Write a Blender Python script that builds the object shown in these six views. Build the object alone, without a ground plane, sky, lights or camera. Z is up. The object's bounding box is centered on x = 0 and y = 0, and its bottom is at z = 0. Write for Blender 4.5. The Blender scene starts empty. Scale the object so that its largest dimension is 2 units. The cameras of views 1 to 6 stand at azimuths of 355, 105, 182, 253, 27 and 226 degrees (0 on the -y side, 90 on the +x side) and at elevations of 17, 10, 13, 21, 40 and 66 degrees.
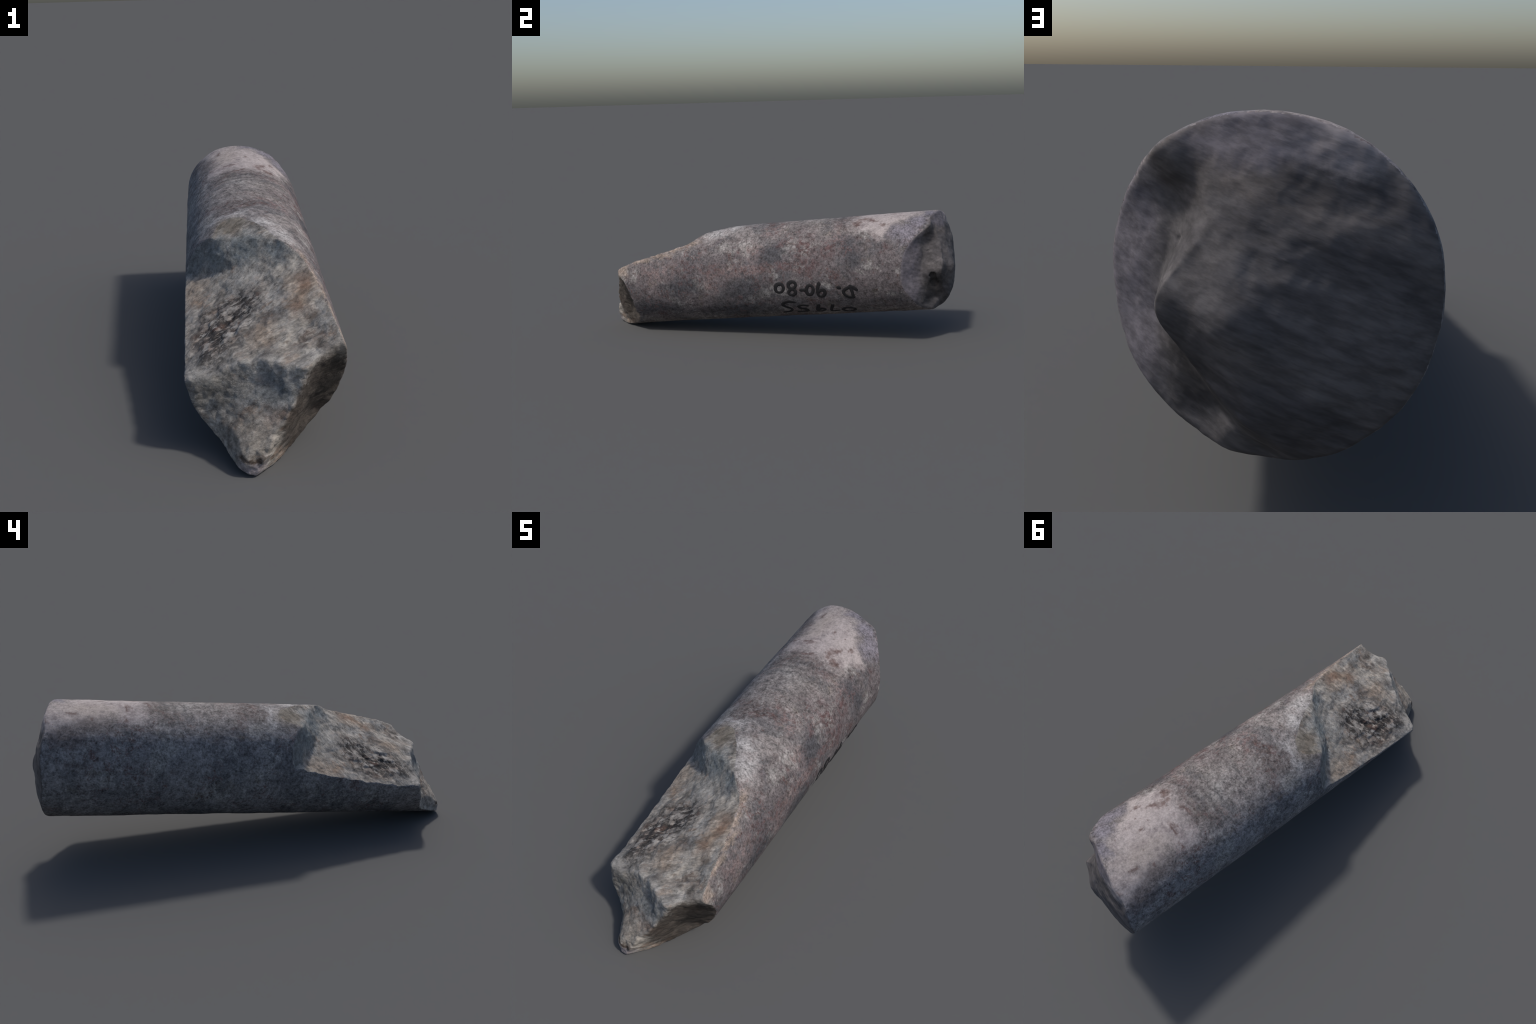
"""A broken cylindrical stone core: worn dressed barrel, fractured front end,
rough back end with a deep spall, and two lines of inked inventory marks."""
import bpy, math
import numpy as np
from mathutils import Matrix, Vector

# ----------------------------------------------------------------- frame
# Local stone frame: r = right, t = along the axis (towards the back end), u = up
ORIGIN = np.array([0.0009, 0.0, 0.3598])
A = np.array([0.0347, 1.0, 0.0904]); A /= np.linalg.norm(A)
EX = np.cross(A, [0, 0, 1.0]); EX /= np.linalg.norm(EX)
EZ = np.cross(EX, A)
RADIUS = 0.2642
STEP = 0.0042          # grid pitch of the surface extraction


# ----------------------------------------------------------------- helpers
def smooth(x, a, b):
    x = np.clip((x - a) / (b - a), 0, 1)
    return x * x * (3 - 2 * x)


def smax(a, b, k):
    h = np.clip(0.5 + 0.5 * (a - b) / k, 0, 1)
    return b + (a - b) * h + k * h * (1 - h)


def smin(a, b, k):
    return -smax(-a, -b, k)


class Sheet:
    """Thin-plate surface z(x, y) through a few measured control points."""
    def __init__(self, pts, stiff=1e-4):
        p = np.array(pts, float)
        self.c = p[:, :2]
        n = len(p)
        K = self.kern(self.c[:, None, 0] - self.c[None, :, 0], self.c[:, None, 1] - self.c[None, :, 1])
        P = np.c_[np.ones(n), self.c]
        M = np.zeros((n + 3, n + 3))
        M[:n, :n] = K + stiff * np.eye(n)
        M[:n, n:] = P
        M[n:, :n] = P.T
        self.w = np.linalg.solve(M, np.r_[p[:, 2], 0, 0, 0])

    @staticmethod
    def kern(dx, dy):
        d = dx * dx + dy * dy + 1e-9
        return d * np.log(d)

    def __call__(self, x, y):
        out = self.w[-3] + self.w[-2] * x + self.w[-1] * y
        for (cx, cy), w in zip(self.c, self.w):
            out = out + w * self.kern(x - cx, y - cy)
        return out


def lattice(ix, iy, iz, seed):
    n = (ix * 374761393 + iy * 668265263 + iz * 1274126177 + seed * 974634777) & 0xFFFFFFFF
    n = ((n ^ (n >> 13)) * 1274126177) & 0xFFFFFFFF
    n = n ^ (n >> 16)
    return (n & 0xFFFF) / 32767.5 - 1.0


def vnoise(x, y, z, seed):
    fx, fy, fz = np.floor(x), np.floor(y), np.floor(z)
    ix, iy, iz = fx.astype(np.int64), fy.astype(np.int64), fz.astype(np.int64)
    x, y, z = x - fx, y - fy, z - fz
    x, y, z = [v * v * v * (v * (v * 6 - 15) + 10) for v in (x, y, z)]
    out = 0
    for dx in (0, 1):
        for dy in (0, 1):
            for dz in (0, 1):
                wgt = (x if dx else 1 - x) * (y if dy else 1 - y) * (z if dz else 1 - z)
                out = out + wgt * lattice(ix + dx, iy + dy, iz + dz, seed)
    return out


def fbm(x, y, z, freq, octs, seed, gain=0.5):
    out, a = 0, 1.0
    for i in range(octs):
        out = out + a * vnoise(x * freq + 7.3 * i, y * freq + 3.1 * i, z * freq + 5.7 * i, seed + i)
        freq *= 2.03
        a *= gain
    return out


# ----------------------------------------------------------------- broken surfaces
# main break: height u over (t, r)
MAIN = Sheet([
    (-.185, -.235, .047), (-.207, -.262, .037), (-.335, -.264, .010), (-.456, -.264, -.008),
    (-.571, -.262, -.028), (-.717, -.259, -.049), (-.800, -.250, -.043),
    (-.360, .100, .225), (-.410, .148, .212), (-.490, .178, .195), (-.590, .205, .168),
    (-.692, .222, .147), (-.757, .222, .130), (-.820, .236, .110), (-.842, .232, .098),
    (-.345, -.057, .134), (-.404, -.040, .115), (-.416, -.116, .073), (-.395, .037, .168), (-.465, -.019, .109),
    (-.535, -.116, .052), (-.450, -.146, .052), (-.523, -.057, .078), (-.562, -.120, .036), (-.547, -.180, .020),
    (-.620, -.086, .055), (-.569, -.060, .063), (-.593, -.019, .086), (-.630, -.185, .012), (-.655, -.060, .066),
    (-.679, -.142, .027), (-.733, -.122, .032), (-.716, -.052, .063), (-.757, -.107, .029), (-.749, -.195, -.008),
    (-.776, -.194, -.021), (-.738, -.025, .067), (-.797, -.048, .032), (-.792, -.105, .022), (-.824, -.080, .026), (-.846, -.015, .042), (-.820, -.150, -.010), (-.895, .050, .050),
    (-.697, .110, .104), (-.779, .078, .073), (-.811, .090, .066), (-.825, .035, .055), (-.794, .149, .084),
    (-.843, .100, .062), (-.851, .140, .072), (-.785, .189, .097), (-.600, .080, .130), (-.900, .085, .048)])
# scalloped step behind it: position t over (r, u)
WALL = Sheet([
    (-.235, .047, -.190), (-.088, .120, -.308), (.010, .155, -.362), (.121, .205, -.398),
    (-.154, .215, -.200), (-.041, .234, -.258), (.046, .260, -.300), (.098, .245, -.358),
    (-.257, .058, -.150), (-.210, .164, -.157)])
# bruised chip above the step: height u over (t, r)
CHIP = Sheet([(-.195, -.154, .213), (-.246, -.041, .234), (-.110, -.085, .249), (-.17, -.02, .262)])
# left front facet and right front facet: position t over (r, u)
LEFT = Sheet([
    (-.249, -.043, -.800), (-.150, -.018, -.820), (-.082, .017, -.827), (-.015, .036, -.850), (.050, .044, -.893), (-.039, -.014, -.862), (-.081, -.057, -.864), (-.120, -.080, -.856),
    (-.034, -.067, -.898), (.012, -.017, -.884), (.085, .042, -.912), (.119, .010, -.927),
    (.093, -.035, -.948), (.050, -.030, -.925), (.065, -.080, -.965), (.020, -.080, -.935), (.014, -.135, -.990),
    (-.016, -.138, -.974), (-.026, -.102, -.935), (-.088, -.096, -.892), (-.067, -.180, -.998), (-.113, -.119, -.888), (-.098, -.134, -.908),
    (-.150, -.093, -.851), (-.149, -.130, -.863), (-.008, -.187, -1.020), (-.053, -.219, -1.020), (-.087, -.226, -1.014),
    (-.050, -.266, -1.036), (-.235, -.122, -.829), (-.150, -.218, -.905)], 4e-4)
RIGHT = Sheet([
    (.226, .100, -.850), (.188, .073, -.875), (.150, .035, -.898), (.119, .010, -.927), (.093, -.035, -.948),
    (.065, -.080, -.965), (.014, -.135, -.993), (-.008, -.187, -1.024), (-.050, -.266, -1.036),
    (.260, -.056, -.790), (.264, .008, -.806), (.210, -.160, -.790), (.155, -.164, -.812),
    (.134, -.105, -.874), (.162, -.053, -.862), (.059, -.142, -.957), (.104, -.160, -.876), (.250, .080, -.850), (.06, -.25, -.90)])
# back end: worn plateau and the spall floor, position t over (r, u)
PLATEAU = Sheet([
    (.040, -.030, 1.000), (0, 0, .994), (-.10, 0, .996), (-.171, .010, .992), (-.233, .030, .978), (-.232, .090, .976),
    (-.224, .143, .967), (-.180, .060, .986), (-.200, -.057, .982), (-.255, -.050, .966), (-.235, -.115, .964),
    (-.185, -.186, .955), (-.130, -.100, .982), (0, .058, .984), (-.010, .125, .970), (0, .190, .954), (-.040, .203, .957),
    (-.072, .216, .953), (-.100, .246, .947), (.009, .256, .930), (-.130, .120, .974), (-.185, .185, .958),
    (.025, .090, .970), (.046, .179, .934), (.074, .116, .942), (.018, .240, .930), (.100, .218, .914),
    (-.034, -.120, .977), (-.042, -.173, .968), (-.084, -.175, .970), (-.066, -.212, .950), (.004, -.213, .940),
    (.024, -.190, .950), (-.030, -.241, .922), (0, -.262, .886), (-.110, -.237, .940), (.141, -.020, .952),
    (.111, -.076, .942), (.078, -.130, .934), (.100, -.080, .950), (.085, .050, .955)], 3e-4)
SPALL = Sheet([
    (.264, .0, .752), (.26, .05, .762), (.245, .10, .782), (.22, .147, .815), (.185, .187, .862), (.10, .243, .90),
    (.138, .083, .858), (.132, .168, .893), (.141, .153, .868), (.120, .195, .908), (.135, -.124, .850), (.126, -.061, .870), (.26, -.05, .748), (.245, -.10, .748),
    (.21, -.16, .785), (.159, -.171, .822), (.09, -.248, .856), (.045, -.215, .898), (.165, .20, .890), (.173, -.045, .822), (.186, .033, .826),
    (.171, -.119, .821), (.170, .043, .836), (.064, -.205, .877), (0, -.262, .882), (.02, .25, .928)], 3e-4)
HEAD = np.array([(-.27, -.10), (-.24, -.06), (-.2, -.006), (-.14, .062), (-.077, .112), (-.037, .148), (0, .143),
                 (.047, .105), (.10, .062), (.132, .042), (.155, .052), (.19, .045), (.216, .005), (.27, -.02)])
FOOT = np.array([(-.27, -.03), (-.24, .0), (-.2, .050), (-.14, .100), (-.08, .138), (-.04, .166), (0, .164),
                 (.05, .148), (.10, .140), (.132, .134), (.17, .128), (.21, .10), (.27, .06)])       # u -> r of the wall foot


def lerp_smooth(u, table, width=0.012):
    """Table lookup with its corners rounded off."""
    return sum(np.interp(u + d * width, table[:, 0], table[:, 1]) for d in (-1.6, -.8, 0, .8, 1.6)) / 5


def back_end(r, u):
    foot = lerp_smooth(u, FOOT)
    head = lerp_smooth(u, HEAD)
    k = smooth((foot - r) / np.maximum(foot - head, 0.02), 0, 1)
    p, s = PLATEAU(r, u), SPALL(r, u)
    return s + (p - s) * k


PIT = [((.118, .878, .060), .006), ((.124, .886, .000), .010), ((.132, .892, -.050), .019), ((.114, .898, -.098), .022), ((.085, .900, -.145), .014)]


def pit(t, r, u):
    """Distance to the dark undercut between the spall and the plateau."""
    best = None
    for (a, ra), (b, rb) in zip(PIT[:-1], PIT[1:]):
        a, b = np.array(a), np.array(b)
        d = b - a
        h = np.clip(((r - a[0]) * d[0] + (t - a[1]) * d[1] + (u - a[2]) * d[2]) / (d @ d), 0, 1)
        q = np.sqrt((r - a[0] - h * d[0]) ** 2 + (t - a[1] - h * d[1]) ** 2 + (u - a[2] - h * d[2]) ** 2) - (ra + (rb - ra) * h)
        best = q if best is None else smin(best, q, 0.01)
    return best


def barrel_radius(t, r, u):
    th = np.arctan2(u, r)
    swell = np.exp(-((np.mod(th - 2.6 + math.pi, 2 * math.pi) - math.pi) / 0.6) ** 2)
    toe = np.exp(-((th + 1.5) / 0.5) ** 2) * smooth(-t, 0.55, 0.95)
    return RADIUS + 0.009 * swell * smooth(t, -0.4, 0.9) + 0.006 * toe


def crumble(t, r):
    """Where the main face is pitted and crumbly."""
    return np.exp(-(((t + .60) / .15) ** 2 + ((r + .12) / .11) ** 2)) + 0.6 * np.exp(-(((t + .78) / .07) ** 2 + ((r - .13) / .07) ** 2))


def stone(t, r, u, rough=0.0, fine=0.0, ridges=0.0, chips=0.0):
    """Signed field of the stone (negative inside): barrel, break, back end."""
    barrel = np.sqrt(r * r + u * u) - barrel_radius(t, r, u) + 0.0012 * rough + 0.0008 * fine
    pits = crumble(t, r)
    top = u - MAIN(t, r) + 0.005 * rough + 0.0022 * fine + (0.006 * fine + 0.006 * ridges) * pits + 0.0035 * chips
    wall = WALL(r, u) - t + 0.006 * rough + 0.002 * fine + 0.003 * chips
    chip = u - CHIP(t, r) + 0.002 * fine + 0.001 * rough
    front = smax(LEFT(r, u) - t, RIGHT(r, u) - t, 0.010) + 0.006 * rough + 0.0025 * fine + 0.004 * chips
    broken = smax(smax(smin(top, wall * 0.7, 0.014), front, 0.012), chip, 0.006)
    back = (t - back_end(r, u)) * 0.6 + 0.0035 * rough + 0.0008 * fine + 0.0005 * chips
    back = smax(back, -pit(t, r, u) + 0.012 * rough + 0.004 * fine, 0.012)
    f = smax(smax(barrel, broken, 0.004), back, 0.012)
    return f, barrel, broken, back


def field(t, r, u):
    rough = fbm(t, r, u, 8.0, 5, 11, 0.45)
    fine = fbm(t * 0.7, r, u, 26.0, 3, 31, 0.55)
    along, across = 0.89 * r + 0.45 * t, -0.45 * r + 0.89 * t
    ridges = fbm(along * 0.35, across, u, 24.0, 3, 51, 0.5)
    # billowed noise: sharp little crests between flat chips
    chips = 0.9 - 2.2 * abs(vnoise(along * 13, across * 19, u * 19, 71)) + 0.4 - 1.0 * abs(vnoise(along * 31, across * 44, u * 44, 73))
    f, barrel, broken, back = stone(t, r, u, rough, fine, ridges, chips)
    return f, np.where((barrel > broken) & (barrel > back), 0, np.where(broken > back, 1, 2))


def extract():
    """Surface nets over a regular lattice, then Newton steps on to the field."""
    ts = np.arange(-1.06, 1.05, STEP)
    rs = np.arange(-0.30, 0.30, STEP)
    n = (len(ts), len(rs), len(rs))
    F = np.empty(n, np.float32)
    T, Rr, U = np.meshgrid(ts, rs, rs, indexing='ij', sparse=True)
    for i in range(0, n[0], 40):
        # noise only matters close to the surface, so the lattice carries the smooth field
        F[i:i + 40] = coarse(T[i:i + 40], Rr, U)
    inside = F < 0
    cnt = np.zeros(tuple(k - 1 for k in n), np.int32)
    pos = np.zeros(cnt.shape + (3,), np.float32)
    hits = np.zeros(cnt.shape, np.int32)
    for ax in range(3):
        for o1 in (0, 1):
            for o2 in (0, 1):
                off0 = [0, 0, 0]; oth = [k for k in range(3) if k != ax]
                off0[oth[0]], off0[oth[1]] = o1, o2
                off1 = list(off0); off1[ax] = 1
                s0 = tuple(slice(o, o + m) for o, m in zip(off0, cnt.shape))
                s1 = tuple(slice(o, o + m) for o, m in zip(off1, cnt.shape))
                a, b = F[s0], F[s1]
                x = (a < 0) != (b < 0)
                idx = np.nonzero(x)
                w = a[idx] / (a[idx] - b[idx])
                p = np.zeros((len(w), 3), np.float32)
                p[:, oth[0]], p[:, oth[1]], p[:, ax] = o1, o2, w
                pos[idx] += p
                hits[idx] += 1
    cells = np.nonzero(hits)
    ids = np.full(cnt.shape, -1, np.int64)
    ids[cells] = np.arange(len(cells[0]))
    v = pos[cells] / hits[cells][:, None] + np.stack(cells, 1)
    v = v * STEP + np.array([ts[0], rs[0], rs[0]])
    quads = []
    for ax in range(3):
        oth = [k for k in range(3) if k != ax]
        lo = [slice(1, -1)] * 3; lo[ax] = slice(0, -1)
        hi = [slice(1, -1)] * 3; hi[ax] = slice(1, None)
        a, b = inside[tuple(lo)], inside[tuple(hi)]
        idx = np.stack(np.nonzero(a != b), 1)
        flip = ~a[tuple(idx.T)]
        base = idx.copy(); base[:, oth[0]] += 1; base[:, oth[1]] += 1
        q = []
        for d1, d2 in ((-1, -1), (0, -1), (0, 0), (-1, 0)):
            c = base.copy(); c[:, oth[0]] += d1; c[:, oth[1]] += d2
            q.append(ids[tuple(c.T)])
        q = np.stack(q, 1)
        if ax == 1:
            flip = ~flip
        q[flip] = q[flip][:, ::-1]
        quads.append(q)
    return v, np.concatenate(quads)


def coarse(t, r, u):
    return stone(t, r, u)[0]


def settle(v, rounds=3):
    e = 0.0015
    v = v.copy()
    for k in range(rounds):
        f, reg = field(*v.T)
        g = np.stack([(field(*(v + d).T)[0] - field(*(v - d).T)[0]) / (2 * e)
                      for d in np.eye(3) * e], 1)
        g2 = np.maximum((g * g).sum(1), 0.25)
        stepv = -(f / g2)[:, None] * g
        ln = np.linalg.norm(stepv, axis=1, keepdims=True)
        v += stepv * np.minimum(1, 0.006 / np.maximum(ln, 1e-9))
    return v, field(*v.T)[1]


verts, quads = extract()
verts, region = settle(verts)
# stone frame (t, r, u) -> object axes (x = r, y = t, z = u)
co = verts[:, [1, 0, 2]]


# ----------------------------------------------------------------- objects
FRAME = Matrix(((EX[0], A[0], EZ[0], ORIGIN[0]), (EX[1], A[1], EZ[1], ORIGIN[1]),
                (EX[2], A[2], EZ[2], ORIGIN[2]), (0, 0, 0, 1)))
low = (co @ np.array([EX, A, EZ]) + ORIGIN)[:, 2].min()
FRAME[2][3] -= low

root = bpy.data.objects.new("broken_stone_core", None)
bpy.context.collection.objects.link(root)
root["label"] = "broken grey stone cylinder with a jagged fractured end"
root["category"] = "stone fragment"


# ----------------------------------------------------------------- materials
def lin(*rgb):
    """sRGB 0-255 -> linear colour."""
    return tuple(((c / 255 + 0.055) / 1.055) ** 2.4 if c > 10 else c / 255 / 12.92 for c in rgb) + (1.0,)


class Stone:
    """Small node builder for layered stone colour on Object coordinates."""
    def __init__(self, name, warp=0.05, warp_scale=9.0, stretch=(1, 1, 1), turn=(0, 0, 0)):
        self.m = bpy.data.materials.new(name)
        self.m.use_nodes = True
        self.nt = self.m.node_tree
        self.bsdf = self.nt.nodes["Principled BSDF"]
        self.bsdf.inputs["Specular IOR Level"].default_value = 0.25
        tc = self.node("ShaderNodeTexCoord")
        self.obj = tc.outputs["Object"]
        sp = self.node("ShaderNodeMapping")                      # turn first, then stretch
        sp.inputs["Rotation"].default_value = turn
        self.link(self.obj, sp.inputs["Vector"])
        mp = self.node("ShaderNodeMapping")
        mp.inputs["Scale"].default_value = stretch
        self.link(sp.outputs["Vector"], mp.inputs["Vector"])
        self.grainco = mp.outputs["Vector"]
        # warped coordinates give the patches ragged outlines
        n = self.node("ShaderNodeTexNoise")
        n.inputs["Scale"].default_value = warp_scale
        n.inputs["Detail"].default_value = 6
        n.inputs["Roughness"].default_value = 0.68
        self.link(self.obj, n.inputs["Vector"])
        sub = self.vmath("SUBTRACT", n.outputs["Color"], (0.5, 0.5, 0.5))
        sc = self.node("ShaderNodeVectorMath"); sc.operation = "SCALE"
        self.link(sub, sc.inputs[0]); sc.inputs["Scale"].default_value = warp * 4
        self.warped = self.vmath("ADD", self.obj, sc.outputs[0])
        self.col = None

    def node(self, t):
        return self.nt.nodes.new(t)

    def link(self, a, b):
        self.nt.links.new(a, b)

    def put(self, v, sock):
        if hasattr(v, "links") or isinstance(v, bpy.types.NodeSocket):
            self.link(v, sock)
        else:
            sock.default_value = v

    def vmath(self, op, a, b):
        n = self.node("ShaderNodeVectorMath"); n.operation = op
        self.put(a, n.inputs[0]); self.put(b, n.inputs[1])
        return n.outputs["Value"] if op in ("LENGTH", "DISTANCE", "DOT_PRODUCT") else n.outputs[0]

    def math(self, op, a, b=0.0, clamp=False):
        n = self.node("ShaderNodeMath"); n.operation = op; n.use_clamp = clamp
        self.put(a, n.inputs[0]); self.put(b, n.inputs[1])
        return n.outputs[0]

    def noise(self, scale, detail=4, rough=0.6, co=None, shift=0.0):
        n = self.node("ShaderNodeTexNoise")
        n.inputs["Scale"].default_value = scale
        n.inputs["Detail"].default_value = detail
        n.inputs["Roughness"].default_value = rough
        co = co or self.obj
        if shift:
            co = self.vmath("ADD", co, (shift, shift * 1.7, -shift))
        self.link(co, n.inputs["Vector"])
        return n.outputs["Fac"]

    def band(self, fac, a, b, lo=0.0, hi=1.0):
        n = self.node("ShaderNodeMapRange")
        n.interpolation_type = "SMOOTHSTEP"
        self.put(fac, n.inputs["Value"])
        n.inputs["From Min"].default_value = a; n.inputs["From Max"].default_value = b
        n.inputs["To Min"].default_value = lo; n.inputs["To Max"].default_value = hi
        return n.outputs["Result"]

    def lay(self, colour, fac):
        """Lay a colour over what is there."""
        n = self.node("ShaderNodeMix"); n.data_type = "RGBA"
        self.put(fac, n.inputs[0])
        self.put(self.col, n.inputs[6]); self.put(colour, n.inputs[7])
        self.col = n.outputs[2]

    def gain(self, fac):
        n = self.node("ShaderNodeVectorMath"); n.operation = "SCALE"
        self.put(self.col[:3] if isinstance(self.col, tuple) else self.col, n.inputs[0]); self.put(fac, n.inputs["Scale"])
        self.col = n.outputs[0]

    def blob(self, *spots, soft=0.5):
        """Mask of ragged ellipsoids: each spot is ((x, y, z), (rx, ry, rz))."""
        out = None
        for c, r in spots:
            r = (r, r, r) if isinstance(r, (int, float)) else r
            d = self.vmath("SUBTRACT", self.warped, c)
            d = self.vmath("MULTIPLY", d, tuple(1.0 / k for k in r))
            f = self.band(self.vmath("LENGTH", d, (0, 0, 0)), 1.0 + soft, 1.0 - soft)
            out = f if out is None else self.math("MAXIMUM", out, f)
        return out

    def finish(self, bump_height, strength, dist, rough=0.85):
        b = self.node("ShaderNodeBump")
        b.inputs["Strength"].default_value = strength
        b.inputs["Distance"].default_value = dist
        self.link(bump_height, b.inputs["Height"])
        self.link(b.outputs[0], self.bsdf.inputs["Normal"])
        self.link(self.col, self.bsdf.inputs["Base Color"])
        self.bsdf.inputs["Roughness"].default_value = rough
        return self.m


def ring(theta, t, r=0.264):
    """A place on the barrel, by angle (0 = right, 90 = top) and distance along it."""
    a = math.radians(theta)
    return (r * math.cos(a), t, r * math.sin(a))


def worn_stone():
    s = Stone("worn_stone", warp=0.032, warp_scale=15)
    s.col = lin(123, 117, 115)
    s.lay(lin(96, 91, 90), s.band(s.noise(6.0, 6, 0.66), 0.42, 0.60))
    # broad tones: mauve grey to the right and on the back end, cooler grey to the left
    s.lay(lin(90, 84, 86), s.math("MULTIPLY", s.blob(((.25, .0, -.03), (.15, 1.3, .24)), soft=.6), 0.9))
    s.lay(lin(119, 119, 122), s.math("MULTIPLY", s.blob(((-.25, .3, .0), (.14, 1.2, .24)), soft=.6), 0.6))
    # mottles of iron brown, pink, slate and olive
    right = s.blob(((.24, .05, .10), (.16, .75, .2)), soft=.6)
    broken = s.band(s.noise(42, 5, 0.74, shift=2.2), 0.42, 0.58, 0.12, 1.0)
    s.lay(lin(74, 61, 61), s.math("MULTIPLY", s.math("MULTIPLY", s.band(s.noise(8, 7, 0.72, shift=3.1), 0.52, 0.64), broken), s.math("ADD", 0.55, s.math("MULTIPLY", right, 0.4))))
    s.lay(lin(124, 112, 113), s.math("MULTIPLY", s.band(s.noise(8, 7, 0.70, shift=9.4), 0.52, 0.66), s.math("ADD", 0.15, s.math("MULTIPLY", right, 0.25))))
    s.lay(lin(80, 80, 83), s.math("MULTIPLY", s.band(s.noise(5.5, 6, 0.68, shift=6.0), 0.50, 0.60), 0.6))
    s.lay(lin(92, 87, 76), s.math("MULTIPLY", s.band(s.noise(11, 6, 0.7, shift=15.0), 0.56, 0.70), 0.5))
    s.lay(lin(148, 145, 142), s.math("MULTIPLY", s.band(s.noise(7, 7, 0.74, shift=27.0), 0.53, 0.63), 0.55))
    # slate patches on the right flank
    s.lay(lin(64, 64, 68), s.math("MULTIPLY", s.blob(
        (ring(27, .055), (.06, .085, .045)), (ring(-5, -.47), (.07, .11, .06)), (ring(-12, -.10), (.07, .12, .06)),
        (ring(20, .50), (.05, .05, .06)), (ring(38, .47), (.05, .05, .05)), (ring(-30, -.66), (.07, .16, .06)),
        (ring(-42, -.15), (.08, .2, .06)), soft=.65), 0.85))
    # dull reddish iron stains, broken into crumbs
    s.lay(lin(78, 58, 58), s.math("MULTIPLY", s.math("MULTIPLY", broken, s.blob(
        (ring(13, -.27), (.05, .07, .025)), (ring(14, .08), (.05, .11, .018)), (ring(40, .12), (.03, .05, .03)),
        (ring(32, .23), (.05, .06, .06)), (ring(12, .27), (.04, .07, .04)), (ring(28, .66), (.04, .03, .03)),
        (ring(20, -.45), (.05, .06, .04)), (ring(112, -.05), (.05, .05, .04)), (ring(97, .03), (.07, .05, .03)), (ring(80, .05), (.05, .05, .04)),
        (ring(30, .36), (.05, .05, .05)), soft=.8)), 0.75))
    s.lay(lin(124, 107, 105), s.math("MULTIPLY", s.math("MULTIPLY", broken, s.blob(
        (ring(62, .42), (.05, .03, .05)), (ring(45, .42), (.04, .05, .06)), (ring(-2, -.30), (.04, .03, .06)),
        (ring(36, -.05), (.04, .06, .05)), (ring(64, .05), (.06, .06, .04)), (ring(16, -.60), (.04, .10, .06)), (ring(12, -.12), (.04, .14, .03)), soft=.8)), 0.6))
    # dark olive bands across the top
    s.lay(lin(84, 78, 74), s.math("MULTIPLY", s.math("MULTIPLY", broken, s.blob(
        (ring(98, .05), (.10, .05, .04)), (ring(86, .16), (.07, .05, .04)), (ring(118, -.03), (.05, .05, .06)), (ring(110, .40), (.06, .06, .04)),
        (ring(75, .30), (.05, .05, .04)), soft=.9)), 0.55))
    # thin red-brown veins and flecks
    vein = s.math("ABSOLUTE", s.math("SUBTRACT", s.noise(9, 6, 0.7, shift=51.0), 0.5))
    veins = s.math("MULTIPLY", s.band(vein, 0.022, 0.006), s.band(s.noise(5, 3, 0.5, shift=57.0), 0.46, 0.60))
    s.lay(lin(88, 64, 62), s.math("MULTIPLY", s.math("MULTIPLY", veins, broken), 0.8))
    s.lay(lin(86, 66, 63), s.math("MULTIPLY", s.band(s.noise(48, 3, 0.6, shift=61.0), 0.62, 0.70), s.band(s.noise(6, 3, 0.5, shift=63.0), 0.45, 0.6, 0.15, .75)))
    # bleached band behind the break and on the crown
    s.lay(lin(158, 155, 154), s.math("MULTIPLY", s.blob(
        (ring(66, -.28), (.07, .06, .035)), (ring(82, -.19), (.06, .045, .03)), (ring(105, -.09), (.06, .04, .03)),
        (ring(122, -.07), (.05, .04, .05)), soft=.75), 0.72))
    s.lay(lin(142, 137, 134), s.math("MULTIPLY", broken, s.math("MULTIPLY", s.blob((ring(100, .28), (.09, .12, .03)), (ring(118, .24), (.06, .09, .05)), soft=.9), 0.7)))
    # brown bruise spilling over the edge of the break
    s.lay(lin(112, 104, 95), s.math("MULTIPLY", s.blob(((-.10, -.135, .243), (.07, .045, .05)), soft=.6), 0.6))
    # bleached, pinkish patch at the back
    pale = s.blob((ring(90, .68), (.12, .19, .06)), (ring(113, .82), (.09, .15, .06)), (ring(68, .62), (.08, .13, .06)),
                  (ring(128, .93), (.06, .07, .05)), (ring(48, .64), (.04, .045, .07)), (ring(118, .58), (.05, .07, .05)), soft=.42)
    s.lay(lin(160, 151, 149), s.math("MULTIPLY", pale, 0.9))
    s.lay(lin(160, 148, 138), s.math("MULTIPLY", s.blob((ring(108, .76), (.07, .13, .05)), soft=.7), 0.5))
    s.lay(lin(126, 116, 116), s.math("MULTIPLY", pale, s.band(s.noise(15, 7, 0.74, shift=33.0), 0.50, 0.66, 0, .85)))
    # brown fringe, grey and mauve patches that bite into it
    s.lay(lin(84, 73, 72), s.math("MULTIPLY", s.math("MULTIPLY", broken, s.blob((ring(83, .455), (.09, .03, .03)), (ring(104, .48), (.05, .03, .03)),
        (ring(70, .43), (.05, .04, .03)), (ring(64, .51), (.04, .035, .03)), (ring(58, .45), (.03, .02, .06)), (ring(40, .60), (.05, .03, .05)), soft=.8)), 0.75))
    s.lay(lin(110, 106, 114), s.math("MULTIPLY", s.blob(
        (ring(46, .78), (.05, .08, .06)), (ring(80, .90), (.06, .035, .05)), (ring(60, .84), (.06, .05, .05)), soft=.5), 0.85))
    s.lay(lin(98, 91, 90), s.math("MULTIPLY", s.blob((ring(128, .76), (.05, .085, .035)), (ring(141, .87), (.04, .09, .05)), soft=.6), 0.85))
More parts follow.
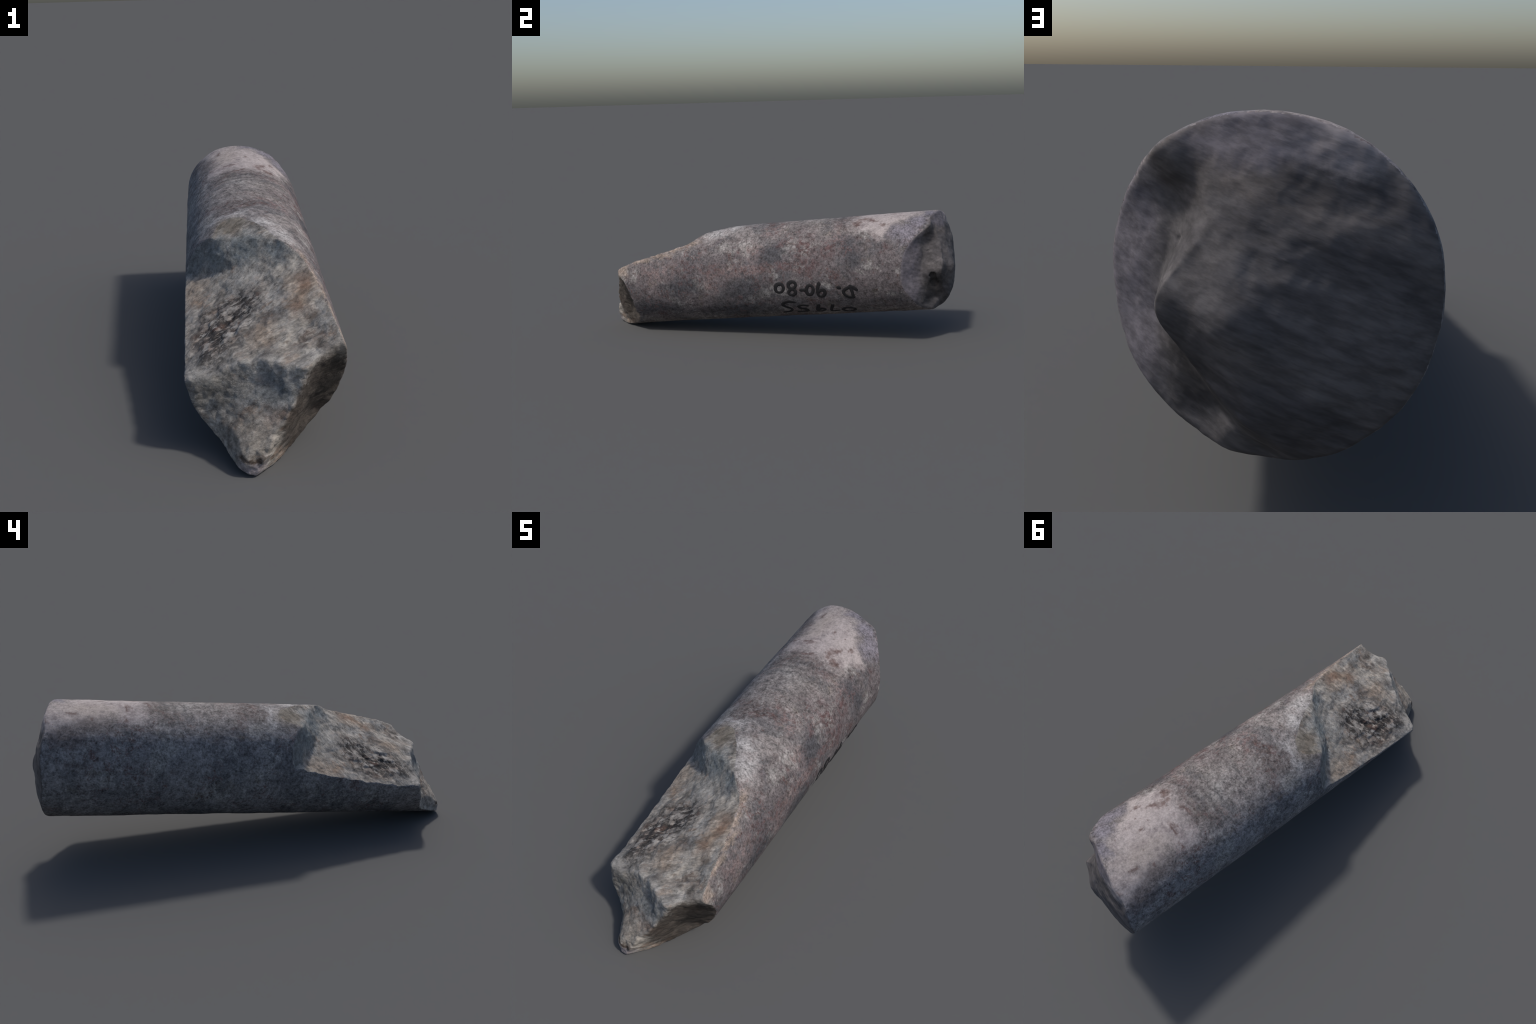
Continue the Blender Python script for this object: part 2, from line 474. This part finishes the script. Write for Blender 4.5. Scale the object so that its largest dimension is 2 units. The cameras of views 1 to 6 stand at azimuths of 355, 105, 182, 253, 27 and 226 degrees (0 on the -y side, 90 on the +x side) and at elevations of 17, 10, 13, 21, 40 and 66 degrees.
    # small brown flecks
    s.lay(lin(82, 60, 55), s.math("MULTIPLY", s.blob(
        (ring(105, .59), (.035, .012, .03)), (ring(122, .612), (.018, .014, .018)), (ring(70, .60), (.016, .02, .016)),
        (ring(74, .56), (.02, .03, .02)), (ring(95, .50), (.03, .012, .03)), (ring(117, .84), (.02, .022, .012)), (ring(85, .72), (.012, .014, .012)),
        (ring(62, .66), (.012, .012, .012)), (ring(64, .52), (.03, .02, .02)), (ring(122, .96), (.03, .014, .012)), soft=.7), 0.75))
    flecks = s.band(s.noise(34, 3, 0.6, shift=21.0), 0.64, 0.72)
    s.lay(lin(98, 76, 72), s.math("MULTIPLY", flecks, s.math("MULTIPLY", pale, 0.6)))
    # rust and cream along the right edge of the break
    s.lay(lin(146, 130, 117), s.math("MULTIPLY", s.blob(
        (ring(52, -.44), (.018, .06, .018)), (ring(44, -.52), (.014, .07, .016)), (ring(37, -.62), (.014, .08, .016)),
        (ring(31, -.73), (.016, .08, .018)), (ring(22, -.83), (.04, .04, .05)), soft=.7), 0.65))
    # grain, weaker on the bleached patch
    contrast = s.math("SUBTRACT", 1.0, s.math("MULTIPLY", pale, 0.6))
    g1 = s.band(s.noise(115, 3, 0.7), 0.28, 0.72, -0.37, 0.37)
    g2 = s.band(s.noise(42, 6, 0.72, shift=4.0), 0.30, 0.70, -0.40, 0.40)
    s.gain(s.math("ADD", 1.0, s.math("MULTIPLY", s.math("ADD", g1, g2), contrast)))
    return s.finish(s.noise(120, 4, 0.6), 0.3, 0.004)


def fresh_break():
    s = Stone("fresh_break", warp=0.03, warp_scale=16, stretch=(0.45, 1.0, 1.0), turn=(0.0, 0.0, -0.47))
    s.col = lin(155, 149, 141)
    s.lay(lin(108, 102, 97), s.band(s.noise(7.0, 6, 0.66, s.grainco), 0.46, 0.62))
    s.lay(lin(182, 176, 168), s.math("MULTIPLY", s.band(s.noise(13, 6, 0.68, s.grainco, 5.0), 0.52, 0.64), 0.75))
    s.lay(lin(132, 131, 129), s.math("MULTIPLY", s.band(s.noise(8, 5, 0.6, shift=12.0), 0.52, 0.66), 0.7))
    s.lay(lin(138, 114, 96), s.math("MULTIPLY", s.band(s.noise(14, 6, 0.68, s.grainco, 17.0), 0.54, 0.66), 0.65))
    s.lay(lin(88, 79, 73), s.math("MULTIPLY", s.band(s.noise(24, 6, 0.74, s.grainco, 29.0), 0.56, 0.65), 0.6))
    # beige and rust areas
    s.lay(lin(148, 130, 113), s.math("MULTIPLY", s.blob(
        ((.133, -.59, .15), (.05, .10, .06)), ((-.01, -.73, .06), (.05, .05, .05)), ((-.235, -.30, .04), (.05, .09, .05)),
        ((.20, -.56, .18), (.04, .16, .06)), ((-.22, -.55, .0), (.03, .12, .04)), soft=.7), 0.65))
    s.lay(lin(160, 150, 138), s.math("MULTIPLY", s.blob(((-.05, -.965, -.165), (.065, .07, .065)), soft=.7), 0.75))
    s.lay(lin(112, 84, 68), s.math("MULTIPLY", s.blob(
        ((.12, -.65, .12), (.03, .03, .03)), ((-.18, -.66, -.0), (.025, .03, .03)), ((.05, -.94, -.10), (.05, .04, .03)),
        ((-.08, -.17, .235), (.02, .03, .02)), ((.15, -.55, .17), (.02, .06, .03)), soft=.8), 0.55))
    # dark weathered hollow of the main face
    dark = s.blob(((-.09, -.55, .06), (.09, .14, .09)), ((-.15, -.64, .03), (.09, .13, .09)), ((-.19, -.56, .01), (.05, .10, .06)),
                  ((-.20, -.72, -.02), (.05, .07, .05)), ((-.05, -.49, .08), (.06, .07, .06)), soft=.75)
    s.lay(lin(92, 82, 76), s.math("MULTIPLY", s.blob(((.14, -.79, .09), (.07, .04, .05)), soft=.8), s.band(s.noise(22, 6, 0.74, s.grainco, 33.0), 0.46, 0.58, 0, .85)))
    s.lay(lin(112, 105, 101), s.math("MULTIPLY", dark, 0.5))
    s.lay(lin(60, 56, 54), s.math("MULTIPLY", dark, s.band(s.noise(26, 7, 0.78, s.grainco, 2.0), 0.46, 0.53)))
    s.lay(lin(96, 74, 66), s.math("MULTIPLY", dark, s.math("MULTIPLY", s.band(s.noise(26, 4, 0.6, s.grainco, 8.0), 0.56, 0.68), 0.7)))
    s.lay(lin(166, 162, 156), s.math("MULTIPLY", dark, s.math("MULTIPLY", s.band(s.noise(46, 3, 0.6, s.grainco, 18.0), 0.57, 0.63), 0.6)))
    # blue grey scallop, darker to the left; brown bruised chip above it
    wall = s.blob(((-.03, -.29, .20), (.07, .06, .07)), ((.07, -.37, .22), (.05, .05, .04)), ((-.22, -.17, .10), (.06, .05, .08)), ((-.13, -.23, .15), (.06, .06, .06)), soft=.5)
    s.lay(lin(128, 132, 132), s.math("MULTIPLY", wall, 0.85))
    s.lay(lin(108, 109, 110), s.math("MULTIPLY", s.blob(((-.22, -.17, .09), (.05, .05, .07)), ((-.17, -.19, .17), (.05, .04, .05)), ((.09, -.40, .20), (.04, .02, .03)), soft=.8), 0.7))
    s.lay(lin(110, 103, 93), s.math("MULTIPLY", s.blob(((-.09, -.16, .25), (.08, .055, .04)), soft=.45), 0.85))
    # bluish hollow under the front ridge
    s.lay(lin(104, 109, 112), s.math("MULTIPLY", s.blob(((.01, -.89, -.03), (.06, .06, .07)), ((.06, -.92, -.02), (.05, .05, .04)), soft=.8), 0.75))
    # pale ridges and knob at the front
    s.lay(lin(162, 158, 152), s.math("MULTIPLY", s.blob(
        ((-.235, -.78, -.04), (.04, .05, .035)), ((.13, -.88, .075), (.10, .03, .03)), ((-.07, -.82, .02), (.06, .022, .03)), ((.02, -.86, .045), (.05, .022, .03)), ((.09, -.90, .045), (.05, .025, .03)),
        ((-.04, -.40, .12), (.07, .05, .05)), ((.20, -.70, .14), (.02, .14, .03)), ((-.23, -.45, .0), (.03, .1, .03)), soft=.8), 0.7))
    s.lay(lin(108, 107, 101), s.math("MULTIPLY", s.blob(((-.16, -.85, -.08), (.08, .06, .06)), soft=.8), 0.45))
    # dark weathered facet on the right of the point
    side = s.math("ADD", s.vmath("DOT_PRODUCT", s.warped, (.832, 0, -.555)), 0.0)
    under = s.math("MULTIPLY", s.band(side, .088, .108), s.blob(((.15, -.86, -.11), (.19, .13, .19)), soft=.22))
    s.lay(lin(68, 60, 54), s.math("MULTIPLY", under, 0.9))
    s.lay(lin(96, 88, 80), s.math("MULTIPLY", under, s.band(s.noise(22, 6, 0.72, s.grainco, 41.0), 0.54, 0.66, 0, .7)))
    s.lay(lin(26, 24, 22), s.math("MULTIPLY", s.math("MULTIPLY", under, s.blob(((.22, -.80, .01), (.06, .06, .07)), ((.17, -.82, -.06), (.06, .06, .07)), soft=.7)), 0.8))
    # dark lip and pale toe at the very tip
    s.lay(lin(76, 58, 46), s.math("MULTIPLY", s.blob(((-.055, -1.008, -.212), (.05, .03, .012)), soft=.6), 0.85))
    s.lay(lin(150, 141, 142), s.math("MULTIPLY", s.blob(((-.055, -1.02, -.245), (.06, .05, .022)), soft=.4), 0.9))
    g1 = s.band(s.noise(110, 4, 0.72, s.grainco), 0.28, 0.72, -0.22, 0.22)
    g2 = s.band(s.noise(40, 6, 0.72, s.grainco, 4.0), 0.30, 0.70, -0.36, 0.36)
    s.gain(s.math("ADD", 1.0, s.math("ADD", g1, g2)))
    return s.finish(s.noise(55, 7, 0.74, s.grainco), 0.75, 0.012)


def end_stone():
    s = Stone("end_stone", warp=0.03, warp_scale=9, stretch=(0.35, 1.0, 1.6), turn=(0, 0.35, 0))
    s.col = lin(92, 88, 88)
    s.lay(lin(74, 71, 72), s.band(s.noise(9, 4, 0.6, s.grainco), 0.42, 0.62))
    s.lay(lin(108, 100, 96), s.math("MULTIPLY", s.band(s.noise(6, 3, 0.5, s.grainco, 7.0), 0.52, 0.68), 0.6))
    s.lay(lin(108, 103, 109), s.math("MULTIPLY", s.blob(((.23, .80, .0), (.07, .10, .30)), ((.0, .95, .235), (.14, .06, .05)), soft=.5), 0.8))
    s.lay(lin(146, 138, 137), s.math("MULTIPLY", s.blob(((-.13, .94, .225), (.07, .06, .05)), ((.2, .84, .18), (.04, .05, .03)), soft=.5), 0.7))
    s.lay(lin(50, 48, 48), s.math("MULTIPLY", s.blob(((.10, .90, -.10), (.06, .07, .09)), soft=.6), 0.8))  # shadow beneath the projecting lump, painted in as darker stone
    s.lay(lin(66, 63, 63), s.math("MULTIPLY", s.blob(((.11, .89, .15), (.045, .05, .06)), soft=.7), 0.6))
    g = s.band(s.noise(40, 4, 0.65, s.grainco), 0.30, 0.70, -0.28, 0.28)
    s.gain(s.math("ADD", 1.0, g))
    return s.finish(s.noise(30, 4, 0.55, s.grainco), 0.25, 0.006)


def ink():
    s = Stone("black_ink")
    s.col = lin(34, 33, 35)
    s.gain(s.band(s.noise(70, 3, 0.6), 0.3, 0.7, 0.75, 1.3))
    return s.finish(s.noise(90, 2), 0.2, 0.002, 0.7)


MATS = [worn_stone(), fresh_break(), end_stone()]



def whole_normals(co, quads):
    me = bpy.data.meshes.new("whole")
    me.from_pydata(co.tolist(), [], quads.tolist())
    me.update()
    nrm = np.empty(len(co) * 3, np.float32)
    me.vertices.foreach_get("normal", nrm)
    bpy.data.meshes.remove(me)
    return nrm.reshape(-1, 3)


normals = whole_normals(co, quads)
face_region = np.zeros(len(quads), int)
votes = np.stack([(region[quads] == k).sum(1) for k in range(3)], 1)
face_region = votes.argmax(1)
# tidy stray faces: majority over neighbours
for it in range(6):
    acc = np.zeros((len(co), 3))
    for c in range(4):
        np.add.at(acc, (quads[:, c], face_region), 1)
    face_region = acc[quads].sum(1).argmax(1)

for k, name in enumerate(("worn_barrel", "broken_face", "back_end")):
    q = quads[face_region == k]
    used, inv = np.unique(q, return_inverse=True)
    me = bpy.data.meshes.new(name)
    me.from_pydata(co[used].tolist(), [], inv.reshape(-1, 4).tolist())
    me.polygons.foreach_set("use_smooth", np.ones(len(q), bool))
    me.update()
    me.normals_split_custom_set_from_vertices(normals[used].tolist())
    me.materials.append(MATS[k])
    ob = bpy.data.objects.new(name, me)
    bpy.context.collection.objects.link(ob)
    ob.parent = root
    ob.matrix_world = FRAME
# ----------------------------------------------------------------- inked marks
# strokes as (distance along the barrel, angle round it in degrees)
MARKS = [
    ("inked_digit", [[(.097, -17.6), (.079, -17.2), (.07, -13.9), (.074, -9.7), (.088, -7.1), (.106, -7.4), (.115, -10.5), (.112, -14.7), (.097, -17.6)]]),
    ("inked_digit", [[(.169, -13.2), (.154, -12.9), (.145, -10.5), (.147, -7.4), (.16, -5.4), (.175, -5.6), (.185, -8.0), (.182, -11.1), (.169, -13.2)],
                     [(.162, -22.1), (.148, -21.8), (.14, -19.6), (.143, -16.7), (.155, -14.4), (.169, -14.6), (.177, -17.3), (.174, -20.2), (.162, -22.1)]]),
    ("inked_dash", [[(.211, -16.1), (.22, -16.3), (.231, -16.4)]]),
    ("inked_digit", [[(.259, -22.6), (.245, -22.3), (.238, -18.6), (.242, -13.9), (.255, -10.9), (.269, -11.2), (.277, -14.6), (.273, -19.3), (.259, -22.6)]]),
    ("inked_digit", [[(.312, -9.3), (.302, -14.8), (.297, -20.2), (.303, -25.4), (.322, -26.0), (.337, -21.4), (.332, -17.8), (.315, -17.7), (.301, -20.3)]]),
    ("inked_dot", [[(.413, -15.4), (.416, -15.6), (.419, -15.8)]]),
    ("inked_letter", [[(.477, -14.4), (.483, -22.0), (.484, -29.4)],
                      [(.507, -19.2), (.487, -15.6), (.462, -16.6), (.438, -20.3), (.441, -25.0), (.461, -29.1), (.485, -29.1)]]),
    ("inked_digit", [[(.156, -33.1), (.127, -31.8), (.096, -33.8), (.088, -37.8), (.107, -41.7), (.129, -46.1), (.114, -51.7), (.08, -53.2)]]),
    ("inked_digit", [[(.22, -40.3), (.196, -39.1), (.172, -41.2), (.18, -45.3), (.203, -47.9), (.213, -51.8), (.191, -53.6), (.159, -53.3)]]),
    ("inked_digit", [[(.284, -40.6), (.268, -50.9), (.275, -55.0), (.299, -53.9), (.309, -50.2), (.291, -48.5), (.274, -50.8)]]),
    ("inked_digit", [[(.36, -41.9), (.343, -52.7), (.35, -56.5), (.38, -55.2)]]),
    ("inked_digit", [[(.448, -58.7), (.423, -57.8), (.409, -54.5), (.413, -51.1), (.433, -49.4), (.458, -50.0), (.472, -52.7), (.468, -56.3), (.448, -58.7)]]),
]


def catmull(p, n=7):
    p = np.array(p, float)
    closed = np.allclose(p[0], p[-1])
    q = np.vstack([p[-2] if closed else 2 * p[0] - p[1], p, p[1] if closed else 2 * p[-1] - p[-2]])
    out = []
    for i in range(1, len(q) - 2):
        a, b, c, d = q[i - 1:i + 3]
        for t in np.linspace(0, 1, n, endpoint=False):
            out.append(0.5 * (2 * b + (c - a) * t + (2 * a - 5 * b + 4 * c - d) * t * t + (3 * b - a - 3 * c + d) * t ** 3))
    out.append(p[-1])
    return np.array(out)


def stroke(path, width, verts, faces, rng):
    """Lens-shaped felt-pen stroke laid on the barrel."""
    c = catmull(path)
    c = np.c_[c[:, 0], np.radians(c[:, 1]) * RADIUS]           # flat (along, round) plane, metres
    tan = np.gradient(c, axis=0)
    tan /= np.maximum(np.linalg.norm(tan, axis=1, keepdims=True), 1e-9)
    # rounded ends
    w = np.full(len(c), width / 2) * (1 + 0.12 * np.sin(np.linspace(0, 7, len(c)) + rng.uniform(0, 6)))
    head = [(c[0] - tan[0] * w[0] * math.sin(a), tan[0], w[0] * math.cos(a)) for a in (1.5, 1.1, 0.6)]
    tail = [(c[-1] + tan[-1] * w[-1] * math.sin(a), tan[-1], w[-1] * math.cos(a)) for a in (0.6, 1.1, 1.5)]
    rows = head + list(zip(c, tan, w)) + tail
    prof = [(math.cos(a), math.sin(a)) for a in np.linspace(0, 2 * math.pi, 12, endpoint=False)]
    base = len(verts)
    for p, t, hw in rows:
        nrm = np.array([-t[1], t[0]])
        for a, h in prof:
            q = p + nrm * hw * a
            th = q[1] / RADIUS
            rad = barrel_radius(q[0], math.cos(th), math.sin(th)) + 0.0021 * h + 0.0003
            verts.append((rad * math.cos(th), q[0], rad * math.sin(th)))
    k, n = len(prof), len(rows)
    for i in range(n - 1):
        for j in range(k):
            a, b = base + i * k + j, base + i * k + (j + 1) % k
            faces.append((a, b, b + k, a + k))
    faces.append(tuple(base + j for j in range(k))[::-1])
    faces.append(tuple(base + (n - 1) * k + j for j in range(k)))


ink_mat = ink()
rng = np.random.default_rng(5)
for name, strokes in MARKS:
    vs, fs = [], []
    for sn in strokes:
        stroke(sn, 0.0185, vs, fs, rng)
    me = bpy.data.meshes.new(name)
    me.from_pydata(vs, [], fs)
    me.polygons.foreach_set("use_smooth", np.ones(len(fs), bool))
    me.materials.append(ink_mat)
    ob = bpy.data.objects.new(name, me)
    bpy.context.collection.objects.link(ob)
    ob.parent = bpy.data.objects["worn_barrel"]
    ob.matrix_world = FRAME
